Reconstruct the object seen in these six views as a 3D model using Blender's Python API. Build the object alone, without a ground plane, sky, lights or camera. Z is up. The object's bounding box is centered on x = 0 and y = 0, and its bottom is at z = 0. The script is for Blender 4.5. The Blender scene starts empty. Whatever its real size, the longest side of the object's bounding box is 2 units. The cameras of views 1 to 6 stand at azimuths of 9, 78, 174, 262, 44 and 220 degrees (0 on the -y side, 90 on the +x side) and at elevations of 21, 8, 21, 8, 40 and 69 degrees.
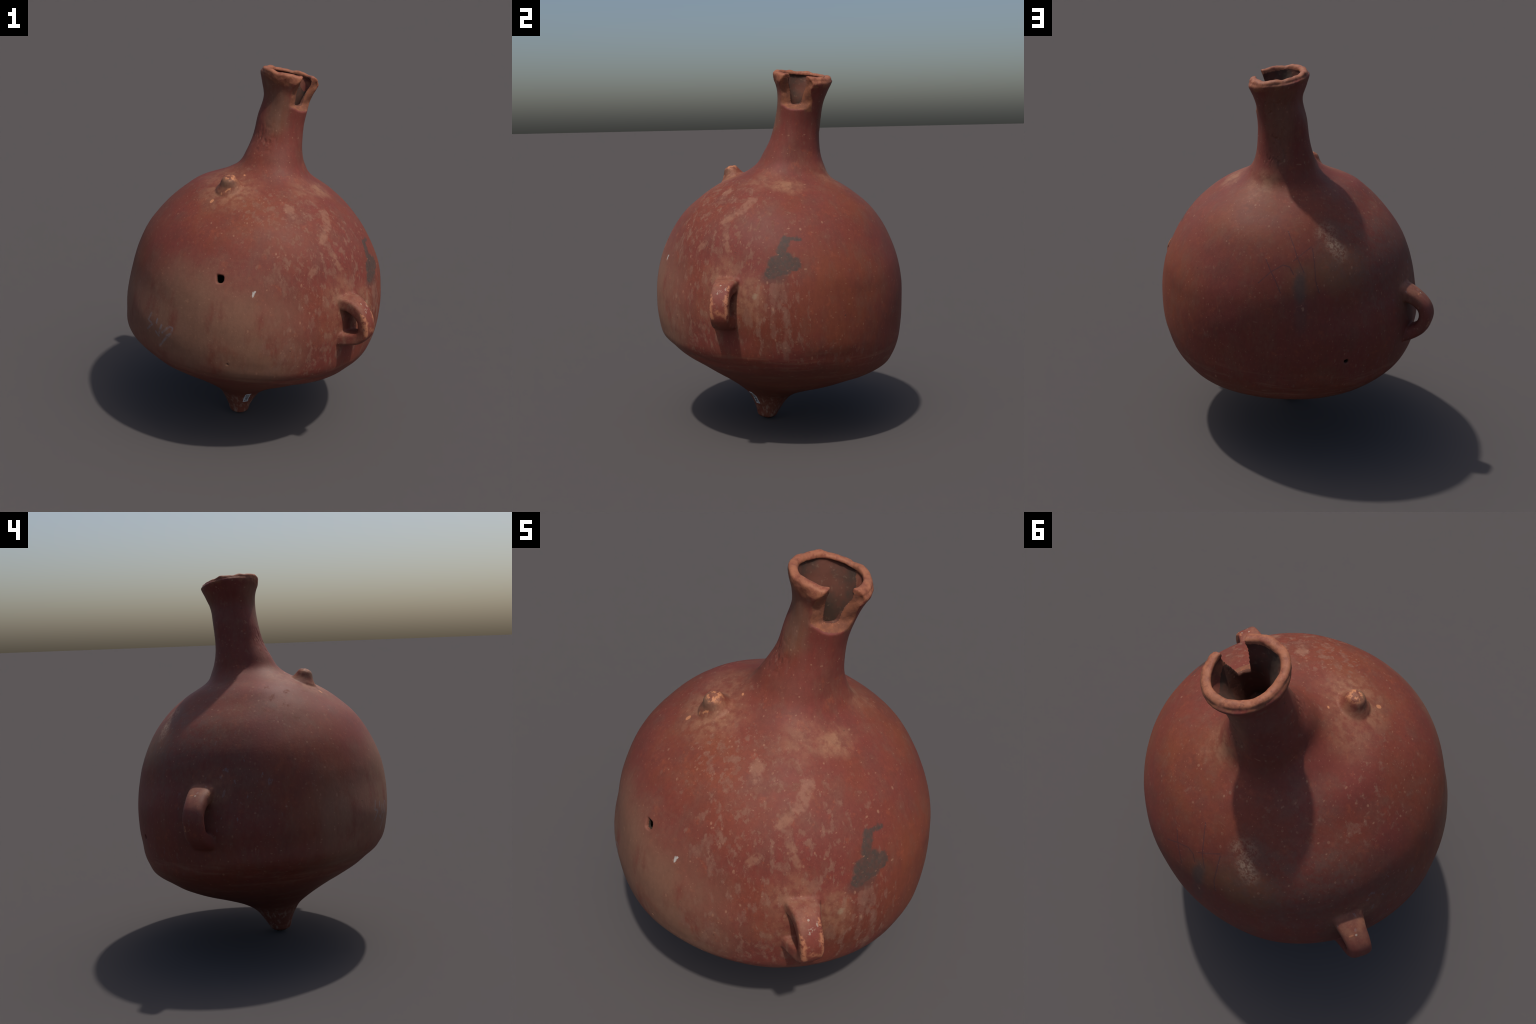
# A broken-lipped, round-bodied red clay bottle: tilted globular body over a low
# cone and a stub foot, a leaning flared neck with a broken notch in its lip,
# two vertical strap handles, a small knob on the shoulder and a paper label.
import bpy, bmesh, math, random
import numpy as np
from mathutils import Vector, noise
from mathutils.bvhtree import BVHTree

random.seed(7)
VOXEL = 0.0042

# ----------------------------------------------------------------- profile
# Stations from foot to lip.  The pot is a leaning, slightly out-of-round lathe:
# centre x, y, height, radius, tilt of the ring along x and y,
# then cos/sin of the 2nd to 5th harmonic of its out-of-roundness.
STATIONS = np.array([
    (-0.047, -0.079, 0.002, 0.021, -0.019, -0.104, -0.016, -0.024, 0.001, -0.001, 0.008, -0.001, 0.003, 0.000),
    (-0.047, -0.076, 0.017, 0.052, -0.030, -0.112, -0.018, -0.019, 0.002, -0.001, 0.009, 0.003, 0.001, 0.001),
    (-0.048, -0.070, 0.052, 0.066, -0.041, -0.121, -0.019, -0.015, 0.005, 0.000, 0.010, 0.007, -0.002, 0.003),
    (-0.049, -0.064, 0.102, 0.091, -0.054, -0.129, -0.019, -0.010, 0.006, 0.001, 0.009, 0.009, -0.003, 0.003),
    (-0.049, -0.061, 0.153, 0.128, -0.067, -0.136, -0.022, -0.002, 0.007, 0.002, 0.007, 0.008, -0.004, 0.004),
    (-0.052, -0.061, 0.204, 0.196, -0.079, -0.141, -0.021, 0.006, 0.010, 0.001, 0.002, 0.005, -0.004, 0.006),
    (-0.057, -0.053, 0.257, 0.292, -0.087, -0.144, -0.015, 0.008, 0.012, -0.002, -0.004, 0.005, -0.003, 0.006),
    (-0.058, -0.039, 0.309, 0.400, -0.080, -0.139, -0.009, 0.009, 0.014, -0.004, -0.010, 0.005, -0.004, 0.007),
    (-0.052, -0.025, 0.361, 0.494, -0.066, -0.125, -0.006, 0.007, 0.010, -0.002, -0.016, 0.006, -0.005, 0.007),
    (-0.032, -0.011, 0.403, 0.563, -0.056, -0.108, -0.003, 0.002, 0.002, 0.001, -0.021, 0.002, -0.007, 0.007),
    (-0.023, 0.005, 0.443, 0.621, -0.053, -0.083, -0.007, -0.000, -0.001, 0.004, -0.015, -0.003, -0.007, 0.004),
    (-0.024, 0.009, 0.484, 0.657, -0.052, -0.061, 0.010, 0.002, 0.002, 0.004, -0.008, 0.001, -0.003, -0.002),
    (-0.023, 0.005, 0.524, 0.679, -0.061, -0.046, 0.014, 0.002, -0.003, 0.003, -0.001, 0.002, -0.002, -0.002),
    (-0.015, 0.003, 0.583, 0.691, -0.079, -0.041, 0.011, -0.000, -0.000, 0.003, -0.003, 0.002, -0.001, -0.004),
    (-0.008, 0.004, 0.673, 0.701, -0.096, -0.051, 0.010, -0.004, 0.004, 0.006, 0.000, 0.001, 0.002, -0.002),
    (0.011, 0.008, 0.795, 0.696, -0.106, -0.066, 0.007, -0.008, 0.006, 0.005, 0.003, 0.000, -0.001, -0.004),
    (0.027, 0.013, 0.918, 0.675, -0.116, -0.077, 0.009, 0.000, 0.005, 0.002, 0.004, -0.005, -0.001, -0.002),
    (0.042, 0.023, 1.044, 0.636, -0.126, -0.076, 0.008, -0.001, 0.006, 0.005, 0.002, -0.002, 0.002, -0.001),
    (0.063, 0.022, 1.171, 0.566, -0.129, -0.057, -0.000, -0.004, 0.000, 0.001, -0.001, -0.002, 0.000, -0.000),
    (0.073, 0.017, 1.277, 0.473, -0.111, -0.031, -0.004, 0.004, -0.013, -0.004, 0.003, 0.003, -0.004, -0.008),
    (0.064, 0.027, 1.359, 0.368, -0.094, -0.038, -0.000, 0.004, -0.020, -0.008, -0.008, 0.008, -0.017, -0.012),
    (0.055, 0.045, 1.427, 0.243, -0.060, -0.046, -0.007, 0.005, -0.010, -0.004, -0.027, 0.018, -0.006, -0.013),
    (0.068, 0.061, 1.482, 0.186, -0.040, -0.027, -0.030, 0.010, 0.002, -0.003, -0.032, 0.015, 0.005, -0.007),
    (0.075, 0.071, 1.548, 0.157, -0.053, -0.003, -0.023, -0.003, 0.009, 0.001, -0.026, 0.006, 0.002, -0.005),
    (0.087, 0.088, 1.629, 0.136, -0.099, 0.023, -0.005, -0.023, 0.013, 0.004, -0.016, 0.001, -0.004, -0.010),
    (0.098, 0.102, 1.720, 0.127, -0.169, 0.043, -0.008, -0.021, 0.012, -0.006, -0.010, 0.005, -0.007, -0.019),
    (0.123, 0.110, 1.812, 0.122, -0.237, 0.049, -0.031, 0.016, -0.002, -0.024, -0.003, 0.014, -0.015, -0.017),
    (0.125, 0.122, 1.882, 0.136, -0.249, 0.024, -0.013, 0.026, -0.005, -0.021, 0.003, 0.012, -0.016, -0.004),
    (0.130, 0.125, 1.935, 0.155, -0.221, -0.024, -0.009, 0.023, 0.003, -0.009, -0.003, 0.003, -0.003, 0.001),
    (0.132, 0.119, 1.954, 0.150, -0.183, -0.080, -0.026, 0.037, 0.003, 0.002, -0.004, -0.009, 0.009, 0.001),
])
LIP_STATION = len(STATIONS) - 1          # widest ring of the flared lip


def station(k):
    """Profile values at fractional station index k (Catmull-Rom)."""
    k = np.atleast_1d(np.asarray(k, float))
    n = len(STATIONS)
    i = np.clip(np.floor(k).astype(int), 0, n - 2)
    t = (k - i)[:, None]
    g = lambda j: STATIONS[np.clip(j, 0, n - 1)]
    a, b, c, d = g(i - 1), g(i), g(i + 1), g(i + 2)
    return .5 * (2*b + (c-a)*t + (2*a - 5*b + 4*c - d)*t*t + (3*b - a - 3*c + d)*t**3)


def ring(Q, ang, inset=0.0, lift=0.0):
    """Points of the rings Q (rows) at angles ang (columns)."""
    Q = np.atleast_2d(Q)[:, None, :]
    c, s = np.cos(ang), np.sin(ang)
    shape = 1 + sum(Q[..., 6+2*h]*np.cos((h+2)*ang) + Q[..., 7+2*h]*np.sin((h+2)*ang) for h in range(4))
    r = Q[..., 3]*shape - np.asarray(inset)[..., None]
    return np.stack([Q[..., 0] + r*c, Q[..., 1] + r*s,
                     Q[..., 2] + r*(Q[..., 4]*c + Q[..., 5]*s) + np.asarray(lift)[..., None]], -1)


def level_of(co):
    """Height of points measured along the leaning axis (tilt taken out)."""
    z = co[:, 2].copy()
    zs = STATIONS[:, 2]
    for _ in range(6):
        f = lambda c: np.interp(z, zs, STATIONS[:, c])
        new = co[:, 2] - (f(4)*(co[:, 0]-f(0)) + f(5)*(co[:, 1]-f(1)))
        z = .5*z + .5*new
    return z


def axis_at(z):
    zs = STATIONS[:, 2]
    return np.stack([np.interp(z, zs, STATIONS[:, c]) for c in (0, 1, 3)], -1)


def new_mesh(name, verts, faces):
    me = bpy.data.meshes.new(name)
    me.from_pydata([tuple(map(float, v)) for v in verts], [], [tuple(f) for f in faces])
    me.update()
    bm = bmesh.new(); bm.from_mesh(me)
    bmesh.ops.recalc_face_normals(bm, faces=bm.faces)
    bm.to_mesh(me); bm.free()
    return me


def add_object(me, name=None):
    ob = bpy.data.objects.new(name or me.name, me)
    bpy.context.scene.collection.objects.link(ob)
    return ob


def loft(rows, cap_start=True, cap_end=True):
    """Closed skin over rows (n, m, 3); poles are capped with a fan."""
    rows = np.asarray(rows)
    n, m = rows.shape[:2]
    v = rows.reshape(-1, 3).tolist()
    f = []
    for i in range(n - 1):
        for j in range(m):
            k = (j + 1) % m
            f.append((i*m + j, i*m + k, (i+1)*m + k, (i+1)*m + j))
    if cap_start:
        v.append(rows[0].mean(0).tolist())
        f += [(len(v)-1, (j+1) % m, j) for j in range(m)]
    if cap_end:
        v.append(rows[-1].mean(0).tolist())
        o = (n-1)*m
        f += [(len(v)-1, o + j, o + (j+1) % m) for j in range(m)]
    return np.array(v), f


# ----------------------------------------------------------------- vessel wall
ANG = np.linspace(0, 2*math.pi, 224, endpoint=False)
outer = ring(station(np.linspace(0, LIP_STATION, LIP_STATION*8 + 1)), ANG)

# the lip: rounded over, a flat top about 3 cm wide, then down the bore
lip_q = station(LIP_STATION)[0]
lip_profile = [(-.0005, .004), (.0005, .009), (.004, .0135), (.010, .0170), (.018, .0185), (.026, .0180),
               (.0315, .0155), (.0350, .010), (.0358, .003)]
wob = lambda a, p: (.0022*np.sin(5*a + p) + .0018*np.sin(9*a + 2*p) + .0012*np.sin(16*a + 3*p))
lip_rows = []
for inset, lift in lip_profile:
    r = ring(lip_q, ANG, np.array([inset]), np.array([lift]))[0]
    r[:, 2] += wob(ANG, 1.3) * min(1, lift/.012)
    lip_rows.append(r)
bore_k = np.linspace(LIP_STATION - .2, 24.7, 46)
bore_t = np.interp(bore_k, [24.7, 25.3, 26, 27, 28, 29], [.074, .064, .052, .041, .038, .036])
bore = ring(station(bore_k), ANG, bore_t, np.zeros(len(bore_k)))
wall = np.concatenate([outer, np.array(lip_rows), bore])
wv, wf = loft(wall)
vessel = add_object(new_mesh("vessel_wall", wv, wf))


# ----------------------------------------------------------------- handles
def catmull(pts, n):
    pts = np.asarray(pts, float)
    k = np.linspace(0, len(pts)-1, n)
    i = np.minimum(k.astype(int), len(pts)-2)
    t = (k-i)[:, None]
    g = lambda j: pts[np.clip(j, 0, len(pts)-1)]
    a, b, c, d = g(i-1), g(i), g(i+1), g(i+2)
    return .5*(2*b + (c-a)*t + (2*a-5*b+4*c-d)*t*t + (3*b-a-3*c+d)*t**3)


def strap(name, out_dir, path, power):
    """Strap swept through path rows (out, height, side, half width, half thickness)
    in the frame of out_dir; power is how square the section is."""
    o = np.array([*out_dir, 0.0]); o /= np.linalg.norm(o)
    up = np.array([0, 0, 1.0])
    w = np.cross(up, o)
    p = catmull(path, 90)
    tang = np.gradient(p[:, :2], axis=0)
    tang /= np.linalg.norm(tang, axis=1)[:, None]
    a = np.linspace(0, 2*math.pi, 72, endpoint=False)
    ca, sa = np.cos(a), np.sin(a)
    sx = np.sign(ca)*np.abs(ca)**(2/power)
    sy = np.sign(sa)*np.abs(sa)**(2/power)
    rows = []
    for q, t in zip(p, tang):
        c = o*q[0] + up*q[1] + w*q[2]
        nrm = o*(-t[1]) + up*t[0]
        rows.append(c + np.outer(sx*q[3], w) + np.outer(sy*q[4], nrm))
    v, f = loft(rows)
    return add_object(new_mesh(name, v, f)), np.array([o*q[0] + up*q[1] + w*q[2] for q in p])


# w of the strap frame points to the left when looking outwards
front_path = [(.595, .906, -.113, .082, .040), (.655, .908, -.115, .072, .036), (.702, .905, -.120, .058, .034),
              (.738, .890, -.126, .050, .0325), (.767, .866, -.129, .0475, .029), (.785, .838, -.129, .047, .027),
              (.792, .806, -.129, .047, .0275), (.788, .770, -.128, .047, .0285), (.765, .742, -.129, .048, .031),
              (.712, .724, -.131, .056, .033), (.635, .716, -.132, .074, .042)]
back_path = [(.620, .900, .010, .084, .050), (.680, .894, .012, .070, .043), (.730, .878, .017, .060, .0375),
             (.768, .854, .024, .055, .034), (.794, .824, .028, .053, .0325), (.805, .788, .030, .053, .032),
             (.799, .748, .030, .053, .031), (.780, .708, .028, .055, .034), (.740, .676, .024, .062, .037),
             (.690, .655, .018, .074, .042), (.625, .645, .014, .090, .052)]
handle_front, line_front = strap("handle_front", (.90, -.42), front_path, 5.5)
handle_back, line_back = strap("handle_back", (-.82, .57), back_path, 3.0)


# ----------------------------------------------------------------- shoulder knob
def lathe_along(name, base, direction, profile, m=64):
    d = np.array(direction, float); d /= np.linalg.norm(d)
    x = np.cross(d, [0.3, 1, 0]); x /= np.linalg.norm(x)
    y = np.cross(d, x)
    a = np.linspace(0, 2*math.pi, m, endpoint=False)
    rows = [np.array(base) + d*h + r*(np.outer(np.cos(a), x) + np.outer(np.sin(a), y)) for h, r in profile]
    v, f = loft(rows)
    return add_object(new_mesh(name, v, f))


KNOB = np.array((-.107, -.233, 1.421))
knob_ob = lathe_along("knob_stub", KNOB, (-.06, -.30, 1.0),
                      [(-.06, .095), (-.014, .074), (.004, .058), (.018, .049), (.032, .043),
                       (.044, .036), (.052, .025), (.056, .010)])


# ----------------------------------------------------------------- cutters
def hash_lumps(p, scale, seed=0.0):
    return noise.noise(Vector((p[0]*scale + seed, p[1]*scale - seed, p[2]*scale + 2*seed)))


def notch_cutter():
    """The piece missing from the lip: narrow inside, splayed outside, scooped floor."""
    r_in = lambda z: np.interp(z, [1.78, 1.82, 1.88, 1.93, 1.97], [.082, .082, .098, .116, .124])
    r_out = lambda z: np.interp(z, [1.78, 1.82, 1.88, 1.93, 1.97], [.119, .121, .140, .153, .157])
    left_in = lambda z: np.interp(z, [1.80, 1.84, 1.90, 1.96, 2.0], [-49, -51, -53, -51, -50])
    left_out = lambda z: np.interp(z, [1.78, 1.81, 1.87, 1.91, 1.94, 1.975], [-68, -75, -80, -72, -64, -53])
    right_in = lambda z: np.interp(z, [1.80, 1.82, 1.86, 1.92, 1.97], [-20, -15, -12, -8, -3])
    right_out = lambda z: np.interp(z, [1.78, 1.81, 1.84, 1.88, 1.91, 1.97], [9, 15, 9, 2, 4, 1])
    levels = [-1.2, -.5, 0, .34, .67, 1.0, 1.4, 2.2, 6.0]
    rows = []
    for wv_ in levels:
        w = min(max(wv_, 0.0), 1.35)
        loop = []
        ztop = 2.12
        zf = lambda u: (1-min(w, 1.2))*(1.811) + min(w, 1.2)*(1.808 - .030*math.sin(math.pi*min(max(u, 0), 1)**1.35)**.9)
        side = np.linspace(0, 1, 22)
        L = lambda z: (1-w)*left_in(z) + w*left_out(z)
        R = lambda z: (1-w)*right_in(z) + w*right_out(z)
        pts = []
        z0 = zf(0)
        for s in side:                       # down the left face
            z = ztop + (z0 - ztop)*s
            pts.append((L(z), z))
        for u in np.linspace(0, 1, 20)[1:-1]:  # across the floor
            pts.append((L(zf(0))*(1-u) + R(zf(1))*u, zf(u)))
        for s in side:                       # up the right face
            z = zf(1) + (ztop - zf(1))*s
            pts.append((R(z), z))
        for u in np.linspace(0, 1, 8)[1:-1]:
            pts.append((R(ztop)*(1-u) + L(ztop)*u, ztop))
        for a, z in pts:
            cx, cy, _ = axis_at(np.array([min(z, 1.942)]))[0]
            ri, ro = float(r_in(z)), float(r_out(z))
            r = max(ri + (ro-ri)*wv_, .028)
            th = math.radians(a)
            p = np.array([cx + r*math.cos(th), cy + r*math.sin(th), z])
            if z < 2.05:
                n1 = hash_lumps(p, 26, 3.1)*.0042 + hash_lumps(p, 70, 9.0)*.0018
                p[2] += n1
                p[0] += n1*.9
                p[1] -= hash_lumps(p, 26, 7.7)*.004
            loop.append(p)
        rows.append(loop)
    v, f = loft(np.array(rows))
    return add_object(new_mesh("cut_notch", v, f))


def hole_cutter(name, centre, inward, outline, depth):
    """Prism along inward; outline in (across, up) metres, a little wider at the mouth."""
    d = np.array(inward, float); d /= np.linalg.norm(d)
    x = np.cross(d, [0, 0, 1]); x /= np.linalg.norm(x)
    y = np.cross(x, d)
    rows = []
    for s, k in ((-.05, 1.22), (-.004, 1.15), (.010, 1.0), (.022, .97), (.034, 3.2), (depth, 3.2)):
        rows.append([np.array(centre) + d*s + x*a*k + y*b*k for a, b in outline])
    v, f = loft(rows)
    return add_object(new_mesh(name, v, f))


circle = lambda r, n=24: [(r*math.cos(t), r*math.sin(t)) for t in np.linspace(0, 2*math.pi, n, endpoint=False)]
cutters = [
    notch_cutter(),
    hole_cutter("cut_square_hole", (-.0645, -.6245, 1.055), (.10, .90, -.36),
                [(-.019, .019), (-.006, .0195), (.010, .019), (.0165, .013), (.0185, -.002),
                 (.015, -.013), (.006, -.0195), (-.006, -.020), (-.014, -.018), (-.017, -.003)], .22),
    hole_cutter("cut_round_hole", (-.226, .663, .628), (.30, -.95, .1), circle(.0125), .25),
    hole_cutter("cut_pit", (-.0053, -.690, .6226), (0, 1, -.05), circle(.005, 12), .016),
]


def evaluated(ob):
    dg = bpy.context.evaluated_depsgraph_get()
    return bpy.data.meshes.new_from_object(ob.evaluated_get(dg))


for other in (handle_front, handle_back, knob_ob):        # one clay solid
    m = vessel.modifiers.new("join", 'BOOLEAN')
    m.operation, m.solver, m.object = 'UNION', 'EXACT', other
for cut in cutters:
    m = vessel.modifiers.new("cut", 'BOOLEAN')
    m.operation, m.solver, m.object = 'DIFFERENCE', 'EXACT', cut
m = vessel.modifiers.new("even_skin", 'REMESH')
m.mode, m.voxel_size, m.adaptivity = 'VOXEL', VOXEL, 0.0
solid = evaluated(vessel)
for ob in [vessel, handle_front, handle_back, knob_ob] + cutters:
    me = ob.data
    bpy.data.objects.remove(ob)
    bpy.data.meshes.remove(me)

# ----------------------------------------------------------------- smoothing, relief
N = len(solid.vertices)
co = np.empty(N*3); solid.vertices.foreach_get("co", co); co = co.reshape(-1, 3)
ed = np.empty(len(solid.edges)*2, int); solid.edges.foreach_get("vertices", ed); ed = ed.reshape(-1, 2)
deg = np.bincount(ed.ravel(), minlength=N).astype(float)


def relax(p, weight, rounds, lam=.5):
    for _ in range(rounds):
        acc = np.stack([np.bincount(ed[:, 0], p[ed[:, 1], k], N) + np.bincount(ed[:, 1], p[ed[:, 0], k], N)
                        for k in range(3)], -1)
        p = p + (acc/deg[:, None] - p)*lam*weight[:, None]
    return p


def near(p, centres, radius):
    d = np.min([np.linalg.norm(p - np.array(c), axis=1) for c in centres], axis=0)
    return np.clip(1.6 - d/radius*1.6, 0, 1)


sharp = near(co, [(-.0645, -.6245, 1.055), (-.226, .663, .628), (-.0053, -.690, .6226)], .05)
sharp = np.maximum(sharp*.8, np.clip((level_of(co) - 1.92)/.02, 0, 1)*.55)
co = relax(co, 1 - sharp, 3)


def off_wall(p):
    """Signed distance (horizontal) outside the plain lathe wall."""
    q = axis_at(level_of(p))
    return np.hypot(p[:, 0]-q[:, 0], p[:, 1]-q[:, 1]) - q[:, 2]


# fillets where straps and knob grow out of the wall
roots = [line_front[12], line_front[16], line_front[-14], line_front[-20],
         line_back[10], line_back[16], line_back[-14], line_back[-20]]
root_w = near(co, roots, .10)*np.clip(1.3 - np.abs(off_wall(co))/.022, 0, 1)
root_w = np.maximum(root_w, near(co, [KNOB], .085)*np.clip(1 - (co[:, 2]-KNOB[2]-.012)/.02, 0, 1)*.9)
co = relax(co, root_w, 20)


def normals_of(p):
    solid.vertices.foreach_set("co", p.astype(np.float32).ravel())
    solid.update()
    n = np.empty(N*3, np.float32)
    solid.vertex_normals.foreach_get("vector", n)
    return n.reshape(-1, 3).astype(float)


def lattice_noise(p, scale, seed):
    """Smooth value noise, vectorised."""
    q = p*scale + seed*17.31
    i = np.floor(q).astype(np.int64); f = q - i
    f = f*f*f*(f*(f*6-15)+10)

    def h(ix, iy, iz):
        n = (ix*374761393 + iy*668265263 + iz*2147483647 + seed*974711) & 0xffffffff
        n = ((n ^ (n >> 13))*1274126177) & 0xffffffff
        n = ((n ^ (n >> 16))*2246822519) & 0xffffffff
        return ((n ^ (n >> 15)) & 0xffff)/32767.5 - 1
    out = 0
    for a in (0, 1):
        for b in (0, 1):
            for c in (0, 1):
                wgt = (f[:, 0] if a else 1-f[:, 0])*(f[:, 1] if b else 1-f[:, 1])*(f[:, 2] if c else 1-f[:, 2])
                out = out + wgt*h(i[:, 0]+a, i[:, 1]+b, i[:, 2]+c)
    return out


nrm = normals_of(co)
lev = level_of(co)
ax = axis_at(lev)
rad = np.hypot(co[:, 0]-ax[:, 0], co[:, 1]-ax[:, 1])
inside = (rad < ax[:, 2] - .016) & (lev > 1.42)
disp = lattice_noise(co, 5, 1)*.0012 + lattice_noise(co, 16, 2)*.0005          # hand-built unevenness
lipw = np.clip((lev - 1.915)/.02, 0, 1)
disp += lipw*(lattice_noise(co, 30, 3)*.0020 + lattice_noise(co, 75, 4)*.0010)  # worn, chipped lip
neck = np.clip((lev-1.50)/.03, 0, 1)*np.clip((1.90-lev)/.03, 0, 1)*(~inside)
ang = np.degrees(np.arctan2(co[:, 1]-ax[:, 1], co[:, 0]-ax[:, 0]))
stretch = co*np.array([1, 1, .28])
front_rough = neck*np.exp(-((ang+115)/24)**2)*np.exp(-((lev-1.635)/.075)**2)
back_rough = neck*np.exp(-((ang-70)/24)**2)
crack = np.clip(np.abs(lattice_noise(stretch, 62, 5))*-4 + .9, 0, 1)
pit = np.clip(lattice_noise(co*np.array([1, 1, .5]), 85, 6)*2.4 - .35, 0, 1)
disp -= (front_rough*(pit*.0028 + crack*.0010) + back_rough*(crack*pit*.004 + crack*.0012))
foot = np.clip((.17-lev)/.05, 0, 1)
disp += foot*lattice_noise(stretch, 45, 7)*.0010
knob_top = near(co, [KNOB + np.array((0, -.01, .05))], .05)
disp += knob_top*lattice_noise(co, 75, 8)*.0022
co = co + nrm*disp[:, None]
co[:, 2] -= co[:, 2].min()
nrm = normals_of(co)

# ----------------------------------------------------------------- regions
LF = len(solid.polygons)
fv = np.empty(len(solid.loops), int); solid.loops.foreach_get("vertex_index", fv)
fv = fv.reshape(LF, -1)
assert fv.shape[1] == 4
fc = co[fv].mean(1)
flev = level_of(fc)
fax = axis_at(flev)
frad = np.hypot(fc[:, 0]-fax[:, 0], fc[:, 1]-fax[:, 1])
fang = np.degrees(np.arctan2(fc[:, 1]-fax[:, 1], fc[:, 0]-fax[:, 0]))
foff = off_wall(fc)
to_line = lambda L: np.min([np.linalg.norm(fc - c, axis=1) for c in L[::3]], axis=0)
region = np.zeros(LF, int)                                     # 0 body
region[(flev > 1.47)] = 1                                      # neck
region[(flev > 1.925)] = 2                                     # rim
region[(flev < .165)] = 3                                      # foot
region[(to_line(line_front) < .075) & (foff > .010) & (fc[:, 2] < 1.1)] = 4
region[(to_line(line_back) < .085) & (foff > .010) & (fc[:, 2] < 1.1)] = 5
region[(np.linalg.norm(fc - (KNOB + [0, 0, .02]), axis=1) < .066) & (fc[:, 2] - KNOB[2] > .010)
       & (flev > 1.40)] = 6
# deep bore belongs to the neck
region[(frad < .13) & (flev > 1.40) & (np.hypot(fc[:, 0]-.07, fc[:, 1]-.06) < .15) & (region == 0)
       & (frad < fax[:, 2] - .03)] = 1
# freshly broken clay: faces inside the wall thickness around the notch
r_in = np.interp(fc[:, 2], [1.78, 1.82, 1.88, 1.93, 1.97], [.086, .086, .100, .118, .126])
broken = (fc[:, 2] > 1.765) & (fang > -88) & (fang < 22) & (frad > r_in + .002) & (foff < -.0055) & (flev < 1.952)

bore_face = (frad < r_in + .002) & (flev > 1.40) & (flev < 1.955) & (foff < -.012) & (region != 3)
fn = np.cross(co[fv[:, 2]]-co[fv[:, 0]], co[fv[:, 3]]-co[fv[:, 1]])
fn /= np.maximum(np.linalg.norm(fn, axis=1), 1e-12)[:, None]
floor_face = bore_face & (fn[:, 2] > .75) & (flev < 1.62)
az = np.degrees(np.arctan2(fc[:, 1], fc[:, 0]))
slot = np.full(LF, 3)                                          # front
slot[(az > -62) & (az < 38)] = 0                               # right
slot[(az >= 38) & (az < 128)] = 1                              # back
slot[(az <= -114) & (fc[:, 2] < 1.0)] = 2                      # left front
slot[(fc[:, 2] > 1.335) & (fc[:, 1] < .05) & (fc[:, 0] < .06)] = 4   # round the knob
slot[region == 6] = 4
slot[(region == 1) | (region == 2)] = 5
slot[fc[:, 2] < .25] = 6
slot[(region == 4) | (region == 5)] = 7
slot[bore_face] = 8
slot[broken] = 9
slot[floor_face] = 10
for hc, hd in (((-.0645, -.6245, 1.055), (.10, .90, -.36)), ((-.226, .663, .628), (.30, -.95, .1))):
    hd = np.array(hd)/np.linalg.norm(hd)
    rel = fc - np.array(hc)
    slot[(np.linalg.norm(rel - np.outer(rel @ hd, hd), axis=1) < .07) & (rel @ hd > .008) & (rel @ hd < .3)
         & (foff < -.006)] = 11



# ================================================================= materials
def lin(r, g, b):
    f = lambda c: c/12.92 if c <= .04045 else ((c+.055)/1.055)**2.4
    return (f(r/255), f(g/255), f(b/255), 1)


def group(name, inputs, build):
    """Small reusable mask node group."""
    g = bpy.data.node_groups.new(name, 'ShaderNodeTree')
    for n, kind, default in inputs:
        s = g.interface.new_socket(n, in_out='INPUT', socket_type=kind)
        s.default_value = default
    g.interface.new_socket("Mask", in_out='OUTPUT', socket_type='NodeSocketFloat')
    i, o = g.nodes.new('NodeGroupInput'), g.nodes.new('NodeGroupOutput')
    g.links.new(build(Net(g), i.outputs), o.inputs[0])
    return g


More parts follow.
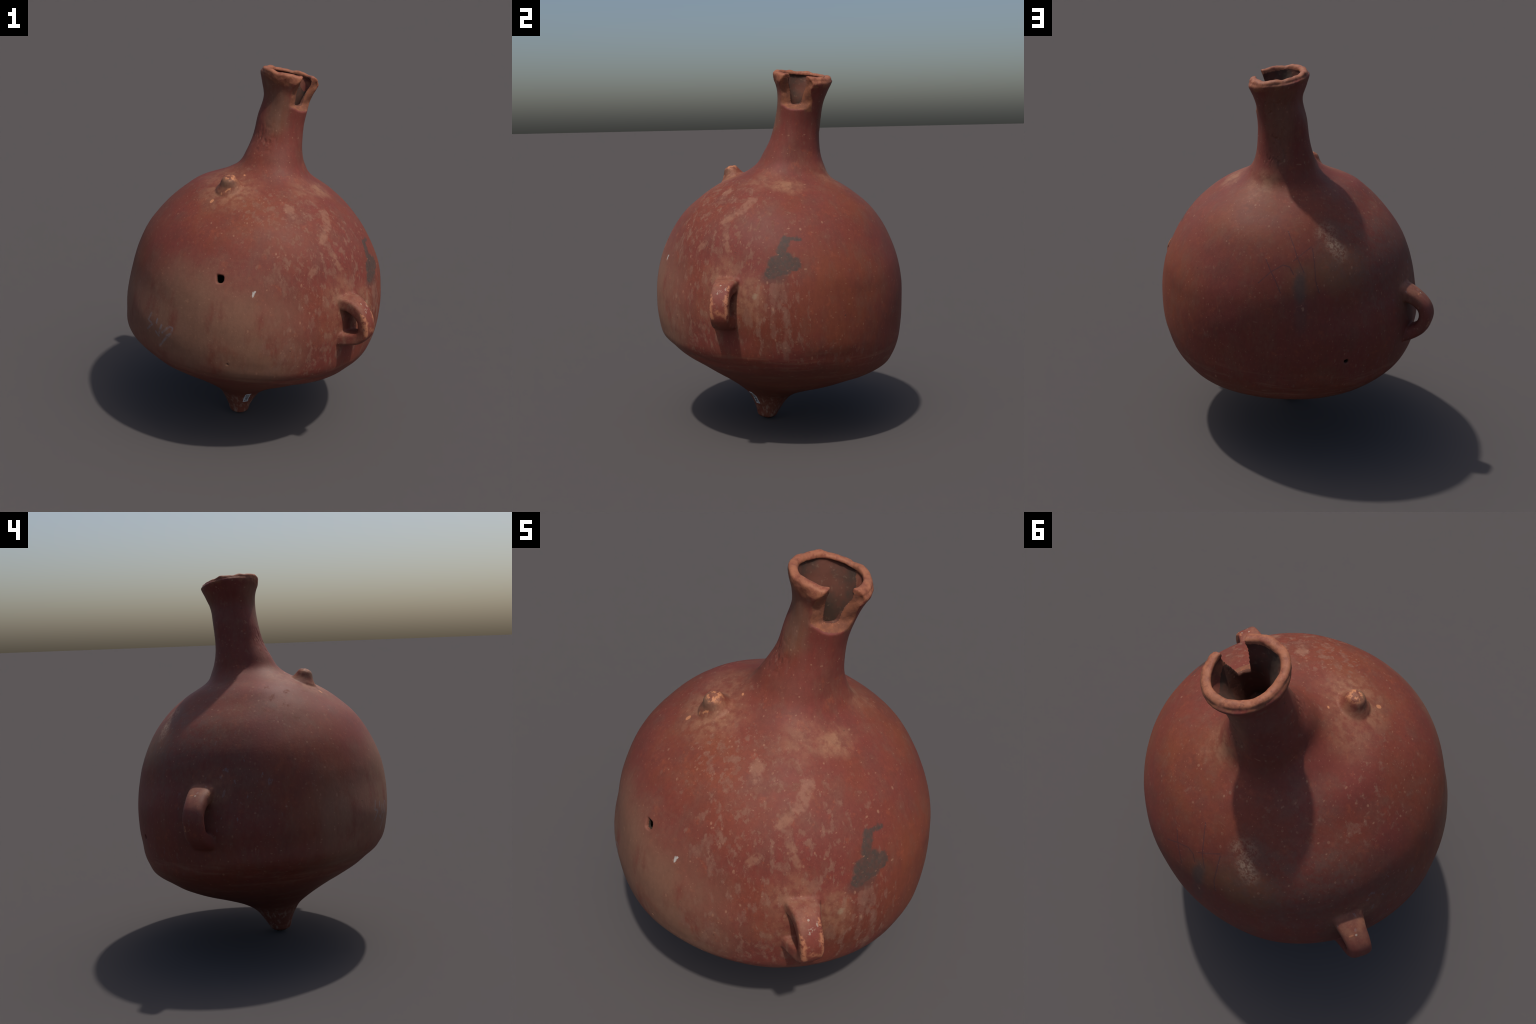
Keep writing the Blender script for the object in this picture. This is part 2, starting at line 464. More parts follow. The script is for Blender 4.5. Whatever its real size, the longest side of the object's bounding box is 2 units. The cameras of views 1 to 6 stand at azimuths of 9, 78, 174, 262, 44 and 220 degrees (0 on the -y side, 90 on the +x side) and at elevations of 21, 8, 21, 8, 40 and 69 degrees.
class Net:
    """Thin helper for wiring shader nodes."""
    def __init__(self, tree):
        self.t = tree

    def put(self, kind, *args, **props):
        n = self.t.nodes.new(kind)
        for k, v in props.items():
            setattr(n, k, v)
        for idx, a in args:
            self.set(n.inputs[idx], a)
        return n

    def set(self, sock, a):
        if isinstance(a, bpy.types.NodeSocket):
            self.t.links.new(a, sock)
        else:
            sock.default_value = a

    def math(self, op, a, b=0.0, c=None):
        n = self.put('ShaderNodeMath', (0, a), (1, b), operation=op)
        if c is not None:
            self.set(n.inputs[2], c)
        return n.outputs[0]

    def vec(self, op, a, b=(0, 0, 0)):
        n = self.put('ShaderNodeVectorMath', (0, a), (1, b), operation=op)
        return n.outputs['Value'] if op in ('LENGTH', 'DOT_PRODUCT', 'DISTANCE') else n.outputs[0]

    def scale(self, v, s):
        n = self.put('ShaderNodeVectorMath', (0, v), operation='SCALE')
        self.set(n.inputs['Scale'], s)
        return n.outputs[0]

    def span(self, v, a, b, smooth=True, lo=0.0, hi=1.0):
        n = self.put('ShaderNodeMapRange', (0, v), (1, a), (2, b), (3, lo), (4, hi))
        n.interpolation_type = 'SMOOTHSTEP' if smooth else 'LINEAR'
        n.clamp = True if not smooth else n.clamp
        return n.outputs[0]

    def noise(self, p, scale, detail=3.0, rough=.55, out='Fac', distortion=0.0):
        n = self.put('ShaderNodeTexNoise', ('Vector', p), ('Scale', scale), ('Detail', detail),
                     ('Roughness', rough), ('Distortion', distortion))
        if out == 'Fac':
            return n.outputs[0]
        s = self.put('ShaderNodeSeparateColor', (0, n.outputs[1]))
        return self.put('ShaderNodeCombineXYZ', (0, s.outputs[0]), (1, s.outputs[1]), (2, s.outputs[2])).outputs[0]

    def mix(self, fac, a, b, blend='MIX'):
        n = self.put('ShaderNodeMix', data_type='RGBA', blend_type=blend)
        self.set(n.inputs[0], fac); self.set(n.inputs[6], a); self.set(n.inputs[7], b)
        return n.outputs[2]

    def mul(self, *a):
        r = a[0]
        for x in a[1:]:
            r = self.math('MULTIPLY', r, x)
        return r

    def top(self, *a):
        r = a[0]
        for x in a[1:]:
            r = self.math('MAXIMUM', r, x)
        return r


V3 = 'NodeSocketVector'
F1 = 'NodeSocketFloat'


def blob_build(n, i):
    d = n.vec('LENGTH', n.vec('DIVIDE', n.vec('SUBTRACT', i[0], i[1]), i[2]))
    lo = n.math('SUBTRACT', 1.0, i[3])
    return n.math('SUBTRACT', 1.0, n.span(d, lo, n.math('ADD', 1.0, i[3])))


def stroke_build(n, i):
    ba = n.vec('SUBTRACT', i[2], i[1])
    pa = n.vec('SUBTRACT', i[0], i[1])
    h = n.put('ShaderNodeMath', (0, n.vec('DOT_PRODUCT', pa, ba)), (1, n.vec('DOT_PRODUCT', ba, ba)),
              operation='DIVIDE', use_clamp=True).outputs[0]
    d = n.vec('LENGTH', n.vec('SUBTRACT', pa, n.scale(ba, h)))
    return n.math('SUBTRACT', 1.0, n.span(d, n.math('MULTIPLY', i[3], i[4]), i[3]))


BLOB = group("soft_spot", [("P", V3, (0, 0, 0)), ("Centre", V3, (0, 0, 0)), ("Radius", V3, (1, 1, 1)),
                           ("Soft", F1, .5)], blob_build)
STROKE = group("stroke_mark", [("P", V3, (0, 0, 0)), ("A", V3, (0, 0, 0)), ("B", V3, (0, 0, 0)),
                               ("Width", F1, .01), ("Core", F1, .4)], stroke_build)


def clay_net(m):
    m.use_nodes = True
    t = m.node_tree
    t.nodes.clear()
    n = Net(t)
    tc = t.nodes.new('ShaderNodeTexCoord')
    return n, tc.outputs['Object']


def finish(n, colour, rough, height, strength=.35, dist=.002, spec=.25):
    t = n.t
    out = t.nodes.new('ShaderNodeOutputMaterial')
    b = t.nodes.new('ShaderNodeBsdfPrincipled')
    n.set(b.inputs['Base Color'], colour)
    n.set(b.inputs['Roughness'], rough)
    n.set(b.inputs['Specular IOR Level'], spec)
    if height is not None:
        bump = n.put('ShaderNodeBump', ('Strength', strength), ('Distance', dist), ('Height', height))
        n.set(b.inputs['Normal'], bump.outputs[0])
    t.links.new(b.outputs[0], out.inputs[0])


SURFACE = BVHTree.FromPolygons(co.tolist(), fv.tolist())


def snap(p):
    """Nearest point of the finished clay surface, so that marks sit on it."""
    hit = SURFACE.find_nearest(Vector(p))[0]
    return tuple(hit)


def slip_material(name, local):
    """Burnished red slip, worn and stained; everything placed on Object coordinates.
    local names the small features that lie on this side of the pot."""
    m = bpy.data.materials.new(name)
    n, P = clay_net(m)
    warp = n.scale(n.vec('SUBTRACT', n.noise(P, 9, 3, .6, 'Color'), (.5, .5, .5)), .11)
    Q = n.vec('ADD', P, (0, 0, 0))
    Pw = n.vec('ADD', Q, warp)
    warp2 = n.scale(n.vec('SUBTRACT', n.noise(P, 34, 4, .65, 'Color'), (.5, .5, .5)), .034)
    Pf = n.vec('ADD', Q, warp2)

    def blob(c, r, soft=.5, p=None):
        r = (r, r, r) if isinstance(r, (int, float)) else r
        g = n.put('ShaderNodeGroup', node_tree=BLOB)
        if max(r) < .06:
            c = snap(c)
        for k, v in enumerate((p if p is not None else Pw, c, r, soft)):
            n.set(g.inputs[k], v)
        return g.outputs[0]

    def stroke(a, b, w, core=.4, p=None):
        g = n.put('ShaderNodeGroup', node_tree=STROKE)
        for k, v in enumerate((p if p is not None else Q, snap(a), snap(b), w, core)):
            n.set(g.inputs[k], v)
        return g.outputs[0]

    def cut(v, a, b):
        return n.span(v, a, b)

    up = n.put('ShaderNodeMapping', ('Vector', P), ('Scale', (1, 1, .5))).outputs[0]      # vertical wipe
    flat = n.put('ShaderNodeMapping', ('Vector', P), ('Scale', (.10, .10, 1))).outputs[0]  # turning lines
    tall = n.put('ShaderNodeMapping', ('Vector', P), ('Scale', (1, 1, .16))).outputs[0]
    z = n.put('ShaderNodeSeparateXYZ', (0, Q)).outputs[2]

    # --- ground colour: red, orange-red and plum drifting into each other
    n_big = n.noise(P, 2.6, 3, .55)
    n_mid = n.noise(up, 7.5, 4, .6)
    n_fine = n.noise(up, 55, 4, .65)
    n_grain = n.noise(P, 210, 2, .6)
    c = n.mix(cut(n_big, .38, .66), lin(112, 53, 45), lin(114, 56, 41))
    c = n.mix(n.mul(cut(n_mid, .48, .70), .55), c, lin(102, 57, 47))
    orange = n.top(blob((.67, .23, .81), (.3, .3, .34)), blob((.26, .42, .26+1.0), (.25, .25, .2)),
                   blob((-.16, -.41, 1.31), .16), blob((-.66, -.14, .93), (.2, .26, .22)),
                   blob((.06, -.41, 1.31), .13), n.mul(blob((.1, -.1, 1.52), (.1, .08, .07)), .8))
    c = n.mix(n.mul(orange, n.span(n_mid, .62, .38, True, .15, .65)), c, lin(121, 64, 42))
    olive = n.top(blob((-.17, .58, 1.09), (.13, .2, .10)), n.mul(blob((.02, .62, 1.06), .09), .7))
    c = n.mix(n.mul(olive, n.span(n_mid, .3, .6, True, .3, .7)), c, lin(118, 77, 52))
    plum = n.top(blob((.54, -.20, 1.19), (.12, .13, .12)), blob((-.56, .25, 1.04), (.2, .2, .2)),
                 n.mul(blob((-.05, -.07, 1.49), .07), .7))
    c = n.mix(n.mul(plum, n.span(n_mid, .3, .6, True, .1, .45)), c, lin(103, 57, 46))

    # --- thin grey-brown soil film wiped over everything, orange flecks of thinner slip
    film = n.span(n.noise(up, 11, 6, .72), .46, .66)
    c = n.mix(n.mul(film, n.span(n_fine, .3, .7, False, .12, .55)), c, lin(106, 72, 58))
    thin = cut(n.noise(P, 19, 5, .7), .56, .70)
    c = n.mix(n.mul(thin, .5), c, lin(136, 69, 48))
    # --- bare buff side, low on the front left, and the underside of the cone
    buff = n.top(blob((-.22, -.64, .80), (.50, .34, .27), .55), blob((.10, -.68, .66), (.26, .22, .17), .5),
                 n.mul(blob((-.60, -.36, .72), (.22, .24, .26), .6), .8),
                 n.mul(blob((-.28, -.58, 1.00), (.13, .12, .13), .6), .6))
    buff = n.mul(buff, cut(n_mid, .25, .52))
    c = n.mix(n.mul(buff, .82), c, lin(128, 93, 74))
    under = n.math('SUBTRACT', 1.0, cut(z, .36, .50))
    streak = cut(n.noise(flat, 46, 4, .62), .50, .66)
    c = n.mix(n.mul(under, .6), c, lin(116, 68, 53))
    c = n.mix(n.mul(under, streak, .30), c, lin(128, 92, 73))
    keel = n.mul(cut(z, .36, .45), n.math('SUBTRACT', 1.0, cut(z, .50, .60)))
    c = n.mix(n.mul(keel, streak, .26), c, lin(140, 103, 82))

    # --- neck: dull brown front and back, vertical wiping
    if 'neck' in local:
        nb = n.top(blob((.09, -.02, 1.79), (.075, .06, .12), .4), n.mul(blob((.05, .0, 1.90), (.14, .09, .06), .5), .7),
                   n.mul(blob((.13, .23, 1.80), (.07, .06, .20), .5), .75), n.mul(blob((.12, .22, 1.60), (.05, .05, .14), .5), .6))
        wipe = cut(n.noise(tall, 36, 4, .6), .40, .62)
        flake = n.put('ShaderNodeMapping', ('Vector', P), ('Scale', (1, 1, .45))).outputs[0]
        fl = n.noise(flake, 95, 3, .6)
        roughn = n.top(blob((.035, -.045, 1.635), (.055, .06, .085), .5), n.mul(blob((.13, .22, 1.63), (.05, .06, .16), .5), .8))
        c = n.mix(n.mul(nb, n.span(wipe, 0, 1, False, .55, .95)), c, lin(116, 84, 65))
        c = n.mix(n.mul(roughn, cut(fl, .58, .66), .4), c, lin(66, 44, 38))
        c = n.mix(n.mul(roughn, n.math('SUBTRACT', 1.0, cut(fl, .36, .42)), .3), c, lin(134, 96, 82))
        neckz = n.mul(cut(z, 1.53, 1.62), n.math('SUBTRACT', 1.0, cut(z, 1.86, 1.93)))
        c = n.mix(n.mul(neckz, wipe, .35), c, lin(112, 66, 56))
    # --- greyed veil on the back left shoulder, bluish specks on the left
    veil = n.top(blob((-.25, .47, 1.15), (.20, .22, .20), .5), blob((-.38, .38, 1.16), (.17, .2, .17), .5),
                 n.mul(blob((-.37, .50, 1.02), (.14, .15, .14), .5), .8), n.mul(blob((-.20, .22, 1.38), .12), .6),
                 n.mul(blob((-.63, .27, .90), (.22, .26, .30), .5), .55))
    vm = cut(n.noise(P, 22, 5, .7), .40, .60)
    c = n.mix(n.mul(veil, n.span(vm, 0, 1, False, .15, .55)), c, lin(101, 76, 66))
    if 'back' in local:
        crust = n.mul(n.top(blob((-.14, .513, 1.195), .036, .6, Pf), n.mul(blob((-.17, .535, 1.165), .04, .6, Pf), .6),
                            n.mul(blob((-.10, .46, 1.235), .05, .6, Pf), .5)), cut(n.noise(P, 60, 4, .7), .40, .6))
        c = n.mix(n.mul(crust, .8), c, lin(158, 130, 108))
    spk = n.noise(up, 38, 3, .55)
    blue = n.mul(n.top(blob((-.63, .26, .92), (.24, .28, .26), .5), n.mul(blob((-.42, .56, .75), (.3, .3, .3)), .4)),
                 cut(spk, .64, .70))
    c = n.mix(n.mul(blue, .4), c, lin(118, 108, 110))

    # --- worn, paler scuffs where the slip is rubbed through
    zone = n.top(blob((.42, -.40, 1.10), (.34, .34, .30), .5), n.mul(blob((.2, -.32, 1.34), (.3, .2, .12), .5), .9),
                 n.mul(blob((.69, -.20, .78), (.2, .22, .30), .5), .95), blob((.36, -.62, .68), (.32, .25, .24), .5),
                 n.mul(blob((-.45, .02, 1.32), (.25, .35, .18), .6), .55), n.mul(blob((.70, .05, .55), (.2, .35, .10), .5), .7),
                 .12)
    sc1 = n.noise(up, 21, 5, .64)
    scuff = n.span(n.math('ADD', sc1, n.mul(zone, .14)), .640, .715)
    scuff2 = n.span(n.math('ADD', n.noise(up, 42, 4, .6), n.mul(zone, .12)), .670, .74)
    c = n.mix(n.mul(scuff, n.span(n_fine, .3, .7, False, .28, .58)), c, lin(122, 86, 72))
    c = n.mix(n.mul(scuff2, .40), c, lin(128, 90, 74))
    # the long L-shaped scuff and its neighbours
    if 'right' in local:
        bigs = n.top(stroke((.385, -.215, 1.312), (.412, -.28, 1.258), .034, .5, Pf), stroke((.412, -.29, 1.25), (.392, -.37, 1.205), .024, .5, Pf),
                     stroke((.455, -.37, 1.14), (.497, -.372, 1.075), .022, .4, Pf), stroke((.38, -.47, 1.10), (.366, -.50, 1.07), .022, .4, Pf),
                     stroke((.215, -.312, 1.352), (.24, -.345, 1.325), .034, .4, Pf))
        c = n.mix(n.mul(bigs, cut(n.noise(P, 30, 4, .65), .34, .58), .66), c, lin(136, 94, 75))
        wipes = n.top(stroke((.672, -.186, .91), (.69, -.19, .66), .020, .5, Pf), stroke((.648, -.257, .90), (.664, -.264, .66), .016, .5, Pf),
                      stroke((.692, -.13, .80), (.672, -.122, .54), .020, .3, Pf))
        c = n.mix(n.mul(wipes, .45), c, lin(130, 92, 77))
    # --- tan bloom round the neck root, the knob and the strap roots
    tan = n.top(n.mul(blob((.35, -.018, 1.388), (.075, .08, .05), .6), 1.0), n.mul(blob((.21, .23, 1.415), (.09, .09, .06), .6), .75),
                n.mul(blob((-.10, -.26, 1.40), (.14, .13, .09), .6), .85), n.mul(blob((-.17, -.12, 1.43), (.12, .1, .06), .6), .6),
                n.mul(blob((.27, -.13, 1.40), (.10, .10, .05), .6), .5),
                n.mul(blob((.55, -.44, .95), (.10, .10, .12), .6), .6), n.mul(blob((.63, -.30, .84), (.10, .08, .12), .6), .7),
                n.mul(blob((.55, -.50, .76), (.10, .08, .10), .6), .5), n.mul(blob((-.60, .38, .92), (.10, .12, .10), .6), .55))
    tn = n.span(n.noise(P, 26, 5, .65), .36, .62, True, .25, 1.0)
    c = n.mix(n.mul(tan, tn, .85), c, lin(143, 100, 76))

    # --- soot patch on the right side, smoke smudge on the back
    if 'right' in local:
        soot = n.top(stroke((.606, -.100, 1.128), (.628, -.128, 1.072), .030, .55, Pf), stroke((.601, -.085, 1.135), (.612, -.03, 1.131), .016, .3, Pf),
                     stroke((.648, -.105, 1.035), (.648, -.165, 1.02), .048, .6, Pf), stroke((.66, -.09, 1.012), (.666, -.07, 1.012), .040, .7, Pf),
                     stroke((.66, -.12, .985), (.655, -.19, .975), .042, .5, Pf), n.mul(stroke((.66, -.14, .95), (.65, -.215, .95), .045, .1, Pf), .6))
        c = n.mix(n.mul(soot, n.span(n.noise(P, 60, 3, .6), .3, .7, True, .72, .98)), c, lin(70, 59, 53))
    if 'back' in local:
        smudge = n.top(blob((.030, .635, 1.02), (.030, .2, .085), .55, Pf), n.mul(blob((.022, .66, .92), (.03, .2, .12), .6, Pf), .5))
        c = n.mix(n.mul(smudge, .75), c, lin(82, 67, 61))
    # --- fine dark pen-like scratches on the back
    if 'back' in local:
        lines = [((.085, .491, 1.261), (.059, .544, 1.201)), ((.059, .544, 1.201), (.041, .578, 1.149)), ((.041, .578, 1.149), (.011, .610, 1.09)),
                 ((.06, .583, 1.14), (-.026, .541, 1.196)), ((-.032, .545, 1.189), (-.041, .584, 1.126)), ((-.041, .584, 1.126), (-.047, .623, 1.05)),
                 ((-.047, .623, 1.05), (-.065, .641, .996)), ((.196, .562, 1.141), (.172, .596, 1.089)), ((.172, .596, 1.089), (.148, .621, 1.047)),
                 ((.148, .621, 1.047), (.125, .643, .995)), ((.232, .605, 1.031), (.172, .597, 1.087)), ((.172, .597, 1.087), (.112, .59, 1.121)),
                 ((.112, .59, 1.121), (.08, .598, 1.113)), ((.08, .598, 1.113), (.062, .615, 1.081))]
        ink = n.top(*[stroke(a, b, .0048, .1) for a, b in lines])
        c = n.mix(n.mul(ink, .6), c, lin(72, 50, 54))
    # --- faded chalky inventory scrawl, front left
    if 'left' in local:
        scr = [((-.442, -.532, .789), (-.462, -.520, .746)), ((-.462, -.520, .746), (-.432, -.545, .735)), ((-.432, -.545, .735), (-.467, -.519, .692)),
               ((-.402, -.564, .773), (-.407, -.563, .750)), ((-.374, -.585, .751), (-.391, -.575, .700)), ((-.411, -.562, .701), (-.391, -.575, .683)),
               ((-.356, -.596, .728), (-.328, -.611, .759)), ((-.328, -.611, .759), (-.307, -.621, .758)), ((-.307, -.621, .758), (-.316, -.618, .725)),
               ((-.316, -.618, .725), (-.342, -.604, .703)), ((-.356, -.596, .728), (-.371, -.587, .709)), ((-.316, -.618, .725), (-.347, -.601, .688)),
               ((-.347, -.601, .688), (-.390, -.572, .624))]
        chalk = n.top(*[stroke(a, b, .0095, .2) for a, b in scr])
        c = n.mix(n.mul(chalk, n.span(n.noise(P, 70, 3, .6), .35, .6, True, .15, .6)), c, lin(128, 120, 122))
    # --- speckle of pale nicks and dark pits all over
    def nicks(scale, squash, share, size, seed):
        p = n.put('ShaderNodeMapping', ('Vector', P), ('Location', (seed, seed*2, -seed)), ('Scale', squash),
                  ('Rotation', (.3*seed, .2, .5*seed))).outputs[0]
        v = n.put('ShaderNodeTexVoronoi', ('Vector', p), ('Scale', scale), ('Randomness', 1.0))
        pick = n.math('LESS_THAN', n.put('ShaderNodeSeparateColor', (0, v.outputs['Color'])).outputs[0], share)
        rr = n.math('MULTIPLY', n.put('ShaderNodeSeparateColor', (0, v.outputs['Color'])).outputs[1], size)
        return n.mul(pick, n.math('SUBTRACT', 1.0, n.span(n.math('SUBTRACT', v.outputs['Distance'], rr), .04, .12)))
    nick = n.top(nicks(30, (1, 1, .55), .30, .10, .7), nicks(44, (1, .6, 1), .26, .12, 1.9), n.mul(nicks(85, (1, .5, .8), .34, .14, 3.1), .8), n.mul(nicks(120, (.5, 1, 1), .30, .15, 6.3), .6),
                 n.mul(nicks(24, (.25, 1, 1.4), .10, .05, 4.3), .8))
    c = n.mix(n.mul(nick, n.span(n_fine, .35, .65, True, .15, .60)), c, lin(152, 110, 87))
    pits = n.mul(nicks(21, (1, .7, 1.3), .10, .0, 5.7), n.span(n_fine, .35, .6, False, .1, .8))
    c = n.mix(pits, c, lin(62, 44, 38))

    # --- foot: pale vertical rubbing
    if 'foot' in local:
        footm = n.math('SUBTRACT', 1.0, cut(z, .12, .19))
        fr = cut(n.noise(tall, 62, 4, .6), .50, .64)
        c = n.mix(n.mul(footm, fr, .6), c, lin(150, 122, 106))
    # --- knob: chipped crown, darker brown flanks
    if 'top' in local:
        c = n.mix(n.mul(blob((-.108, -.262, 1.442), (.040, .036, .026), .5, Pf), .5), c, lin(100, 80, 64))
        crown = n.mul(blob((-.100, -.246, 1.475), (.040, .036, .022), .4, Pf), cut(n.noise(P, 62, 3, .6), .46, .54))
        chipsk = n.top(stroke((-.102, -.256, 1.412), (-.112, -.276, 1.397), .008, .4, Pf), stroke((-.184, -.311, 1.362), (-.188, -.316, 1.357), .0105, .7),
                       n.mul(stroke((-.049, -.138, 1.456), (-.046, -.141, 1.455), .006, .5), 1.0), n.mul(blob((-.132, -.30, 1.383), .006), .8))
        c = n.mix(n.top(crown, chipsk), c, lin(176, 117, 82))
    # --- straps: bare clay along the rubbed edges, a few lime specks
    if 'straps' in local:
        bare = n.top(stroke((.6435, -.496, .892), (.650, -.497, .86), .012, .5, Pf), stroke((.650, -.497, .86), (.667, -.494, .778), .020, .5, Pf),
                     stroke((.690, -.412, .875), (.702, -.419, .772), .024, .4, Pf), stroke((.667, -.406, .935), (.670, -.405, .905), .010, .5, Pf),
                     n.mul(stroke((.680, -.47, .80), (.69, -.43, .783), .018, .3, Pf), .6))
        bare = n.mul(bare, cut(n.noise(P, 48, 4, .65), .38, .50))
        edgeb = n.mul(n.top(stroke((-.632, .431, .911), (-.622, .442, .905), .0055, .3), stroke((-.70, .497, .76), (-.69, .495, .735), .006, .3, Pf),
                            n.mul(stroke((-.595, .335, .925), (-.64, .345, .90), .010, .3, Pf), .5)), .9)
        c = n.mix(n.mul(n.top(bare, edgeb), .9), c, lin(164, 107, 78))
        lime = n.top(blob((.632, -.4396, .929), .0046, .3, Q), n.mul(blob((.656, -.449, .895), (.010, .014, .010), .5, Pf), cut(n.noise(P, 110, 2), .5, .56)),
                     n.mul(stroke((.660, -.420, .925), (.668, -.418, .905), .0042, .3, Pf), .8), blob((-.6418, .4194, .9081), .005, .3, Q))
        c = n.mix(n.mul(lime, .9), c, lin(158, 138, 122))
    if 'front' in local:
        c = n.mix(n.mul(stroke((.110, -.638, 1.014), (.106, -.647, .993), .0075, .5, Pf), .95), c, lin(178, 170, 162))
    if 'right' in local:
        c = n.mix(n.mul(blob((.648, -.269, .859), .013, .6, Pf), .45), c, lin(150, 130, 104))
    # --- lip: slip worn off, orange clay showing, patchy below
    if 'neck' in local:
        sep = n.put('ShaderNodeSeparateXYZ', (0, Q))
        lip_h = n.math('ADD', sep.outputs[2], n.math('MULTIPLY', n.math('SUBTRACT', sep.outputs[0], .132), .257))
        jit = n.math('MULTIPLY', n.math('SUBTRACT', n.noise(P, 24, 4, .65), .5), .034)
        lipm = cut(n.math('ADD', lip_h, jit), 1.940, 1.950)
        lipn = n.span(n.noise(P, 30, 4, .7), .34, .60)
        c = n.mix(n.mul(lipm, n.span(lipn, 0, 1, False, .35, .95)), c, lin(152, 96, 70))
        below = n.mul(cut(n.math('ADD', lip_h, n.math('MULTIPLY', jit, 2.0)), 1.915, 1.935), n.math('SUBTRACT', 1.0, lipm))
        c = n.mix(n.mul(below, cut(n.noise(P, 17, 3, .6), .45, .55), .55), c, lin(138, 88, 60))
        c = n.mix(n.mul(lipm, cut(n.noise(P, 55, 3, .6), .62, .70), .5), c, lin(104, 66, 52))
    # --- grain
    g = n.math('ADD', n.math('MULTIPLY', n_fine, .40), n.math('MULTIPLY', n_grain, .22))
    g = n.math('ADD', g, .69)
    gc = n.put('ShaderNodeCombineColor', (0, g), (1, g), (2, g)).outputs[0]
    c = n.mix(1.0, c, gc, 'MULTIPLY')

    h = n.math('ADD', n.math('MULTIPLY', n.noise(P, 70, 4, .65), .7), n.math('MULTIPLY', n.noise(P, 230, 2, .6), .2))
    rough = n.span(scuff, 0, 1, False, .62, .80)
    finish(n, c, rough, h, .35, .0022)
    return m


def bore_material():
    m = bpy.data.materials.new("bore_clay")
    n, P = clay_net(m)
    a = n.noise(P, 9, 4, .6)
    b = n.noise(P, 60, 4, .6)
    c = n.mix(n.span(a, .35, .65), lin(90, 54, 43), lin(68, 53, 45))  # browns darkened to carry the shadow inside the neck
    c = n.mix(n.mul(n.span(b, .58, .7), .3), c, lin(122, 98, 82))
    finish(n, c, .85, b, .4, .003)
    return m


def broken_material():
    m = bpy.data.materials.new("broken_clay")
    n, P = clay_net(m)
    a = n.noise(P, 26, 5, .65)
    b = n.noise(P, 95, 4, .7)
    c = n.mix(n.span(a, .35, .62), lin(134, 83, 60), lin(112, 70, 54))
    c = n.mix(n.mul(n.span(n.noise(P, 16, 4, .6), .56, .64), .6), c, lin(112, 80, 62))
    c = n.mix(n.mul(n.span(b, .60, .68), .5), c, lin(158, 106, 78))
    finish(n, c, .9, n.math('ADD', a, n.math('MULTIPLY', b, .5)), .6, .004)
    return m


def plain(name, rgb, rough=.9):
    m = bpy.data.materials.new(name)
    n, P = clay_net(m)
    b = n.noise(P, 80, 3, .6)
    c = n.mix(n.span(b, .3, .7), lin(*[x*.9 for x in rgb]), lin(*rgb))
    finish(n, c, rough, b, .2, .001)
    return m


SLIP = [slip_material("red_slip_" + k, v) for k, v in (
    ("right", ("right",)), ("back", ("back",)), ("left", ("left",)), ("front", ("front",)), ("shoulder", ("top",)),
    ("neck", ("neck",)), ("foot", ("foot",)), ("strap", ("straps",)))]
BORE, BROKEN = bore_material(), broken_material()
SILT = plain("grey_silt", (128, 128, 130))
HOLE_SHADE = plain("painted_hole_shade", (62, 50, 42))  # dark base colour paints the holes' inner shadow onto their walls
PAPER = plain("label_paper", (206, 208, 212), .8)
INK = plain("label_ink", (32, 30, 32), .7)

# ================================================================= objects
pot = bpy.data.objects.new("clay_bottle", None)
bpy.context.scene.collection.objects.link(pot)
pot["label"] = "round red clay bottle with broken neck and strap handles"
pot["category"] = "pottery bottle"


def carve(name, ids):
    faces = fv[ids]
    used, inv = np.unique(faces, return_inverse=True)
    inv = inv.reshape(faces.shape)
    me = bpy.data.meshes.new(name)
    me.vertices.add(len(used)); me.loops.add(inv.size); me.polygons.add(len(faces))
    me.vertices.foreach_set("co", co[used].astype(np.float32).ravel())
    me.loops.foreach_set("vertex_index", inv.ravel().astype(np.int32))
    me.polygons.foreach_set("loop_start", (np.arange(len(faces))*4).astype(np.int32))
    me.polygons.foreach_set("use_smooth", np.ones(len(faces), bool))
    for mm in SLIP + [BORE, BROKEN, SILT, HOLE_SHADE]:
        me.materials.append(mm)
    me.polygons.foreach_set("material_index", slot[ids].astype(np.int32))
    me.update(calc_edges=True)
    me.validate()
    me.normals_split_custom_set_from_vertices(nrm[used].tolist())
    ob = add_object(me, name)
    ob.parent = pot
    return ob


names = ["body", "neck", "lip", "foot", "handle", "handle", "knob"]
parts = []
for r, nm in enumerate(names):
    ids = np.nonzero(region == r)[0]
    if len(ids):
        parts.append(carve(nm, ids))
parts_by = {p.name: p for p in parts}

# ----------------------------------------------------------------- paper label on the foot
foot_ids = np.nonzero((flev < .30))[0]
fu, finv = np.unique(fv[foot_ids], return_inverse=True)
tree = BVHTree.FromPolygons(co[fu].tolist(), finv.reshape(-1, 4).tolist())
L_TL, L_TR, L_BR, L_BL = (np.array(p) for p in ((.015, -.197, .187), (.043, -.183, .186), (.014, -.128, .102), (-.014, -.144, .103)))


def on_foot(u, v, off):
    """u across (0..1), v up the strip (0..1) -> point just proud of the clay."""
    p = (L_BL*(1-u) + L_BR*u)*(1-v) + (L_TL*(1-u) + L_TR*u)*v
    hit, nn, _, _ = tree.find_nearest(Vector(p))
    return np.array(hit) + np.array(nn)*off


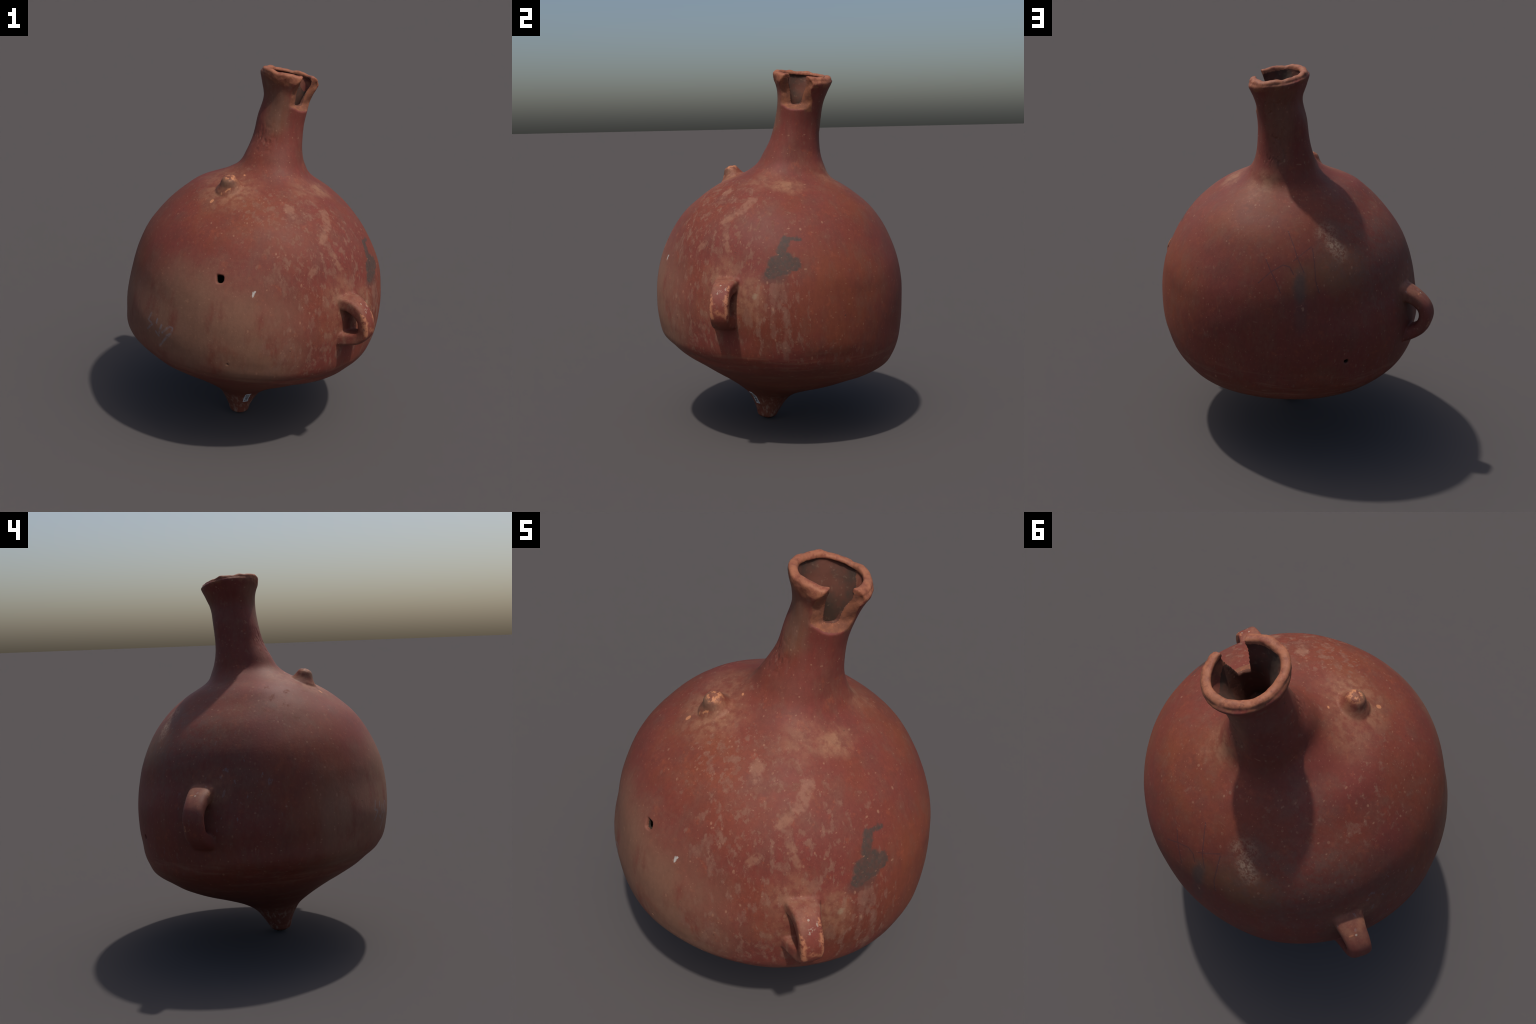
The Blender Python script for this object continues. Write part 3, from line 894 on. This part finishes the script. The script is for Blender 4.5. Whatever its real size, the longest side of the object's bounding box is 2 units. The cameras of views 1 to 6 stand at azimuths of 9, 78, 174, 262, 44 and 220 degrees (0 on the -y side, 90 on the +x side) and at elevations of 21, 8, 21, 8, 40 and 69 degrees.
nu, nv = 14, 36
edge = lambda v: .05*math.sin(9*v) + .03*math.sin(23*v)
lv, lf = [], []
for off in (-.0015, .0012):
    for j in range(nv):
        for i in range(nu):
            v = j/(nv-1); u = i/(nu-1)
            cut_v = .02 + v*.96 - (.06*(u < .25)*(v > .9))
            lv.append(on_foot(u*(1-.04*math.sin(9*v)) + .02*math.sin(14*v), cut_v, off))
q = nu*nv
for j in range(nv-1):
    for i in range(nu-1):
        a = j*nu + i
        lf.append((q+a, q+a+1, q+a+nu+1, q+a+nu))
        lf.append((a, a+nu, a+nu+1, a+1))
rim_ids = [i for i in range(nu)] + [j*nu + nu-1 for j in range(1, nv)] + \
          [(nv-1)*nu + i for i in range(nu-2, -1, -1)] + [j*nu for j in range(nv-2, 0, -1)]
for a, b in zip(rim_ids, rim_ids[1:] + rim_ids[:1]):
    lf.append((a, b, q+b, q+a))
label = add_object(new_mesh("paper_label", lv, lf))
label.data.polygons.foreach_set("use_smooth", [True]*len(label.data.polygons))
label.data.materials.append(PAPER)
label.parent = pot

txt = bpy.data.curves.new("inventory_number", 'FONT')
txt.body = "3657"
txt.size = 1.0
txt.resolution_u = 3
tob = add_object(txt, "number_draft")
tme = evaluated(tob)
bm = bmesh.new(); bm.from_mesh(tme)
bmesh.ops.triangulate(bm, faces=bm.faces)
bmesh.ops.subdivide_edges(bm, edges=[e for e in bm.edges if e.calc_length() > .12], cuts=2)
bmesh.ops.triangulate(bm, faces=bm.faces)
ext = bmesh.ops.extrude_face_region(bm, geom=bm.faces[:])
topv = set(e for e in ext['geom'] if isinstance(e, bmesh.types.BMVert))
xs = [v.co.x for v in bm.verts]; ys = [v.co.y for v in bm.verts]
x0, x1, y0, y1 = min(xs), max(xs), min(ys), max(ys)
for v in bm.verts:
    along = .10 + .74*(v.co.x-x0)/(x1-x0)          # the number reads up the strip
    across = .80 - .58*(v.co.y-y0)/(y1-y0)
    v.co = Vector(on_foot(across, along, .0022 if v in topv else .0009))
bmesh.ops.recalc_face_normals(bm, faces=bm.faces)
ime = bpy.data.meshes.new("inventory_number")
bm.to_mesh(ime); bm.free()
ime.materials.append(INK)
bpy.data.objects.remove(tob)
bpy.data.curves.remove(txt)
bpy.data.meshes.remove(tme)
number = add_object(ime, "inventory_number")
number.parent = label
bpy.data.meshes.remove(solid)
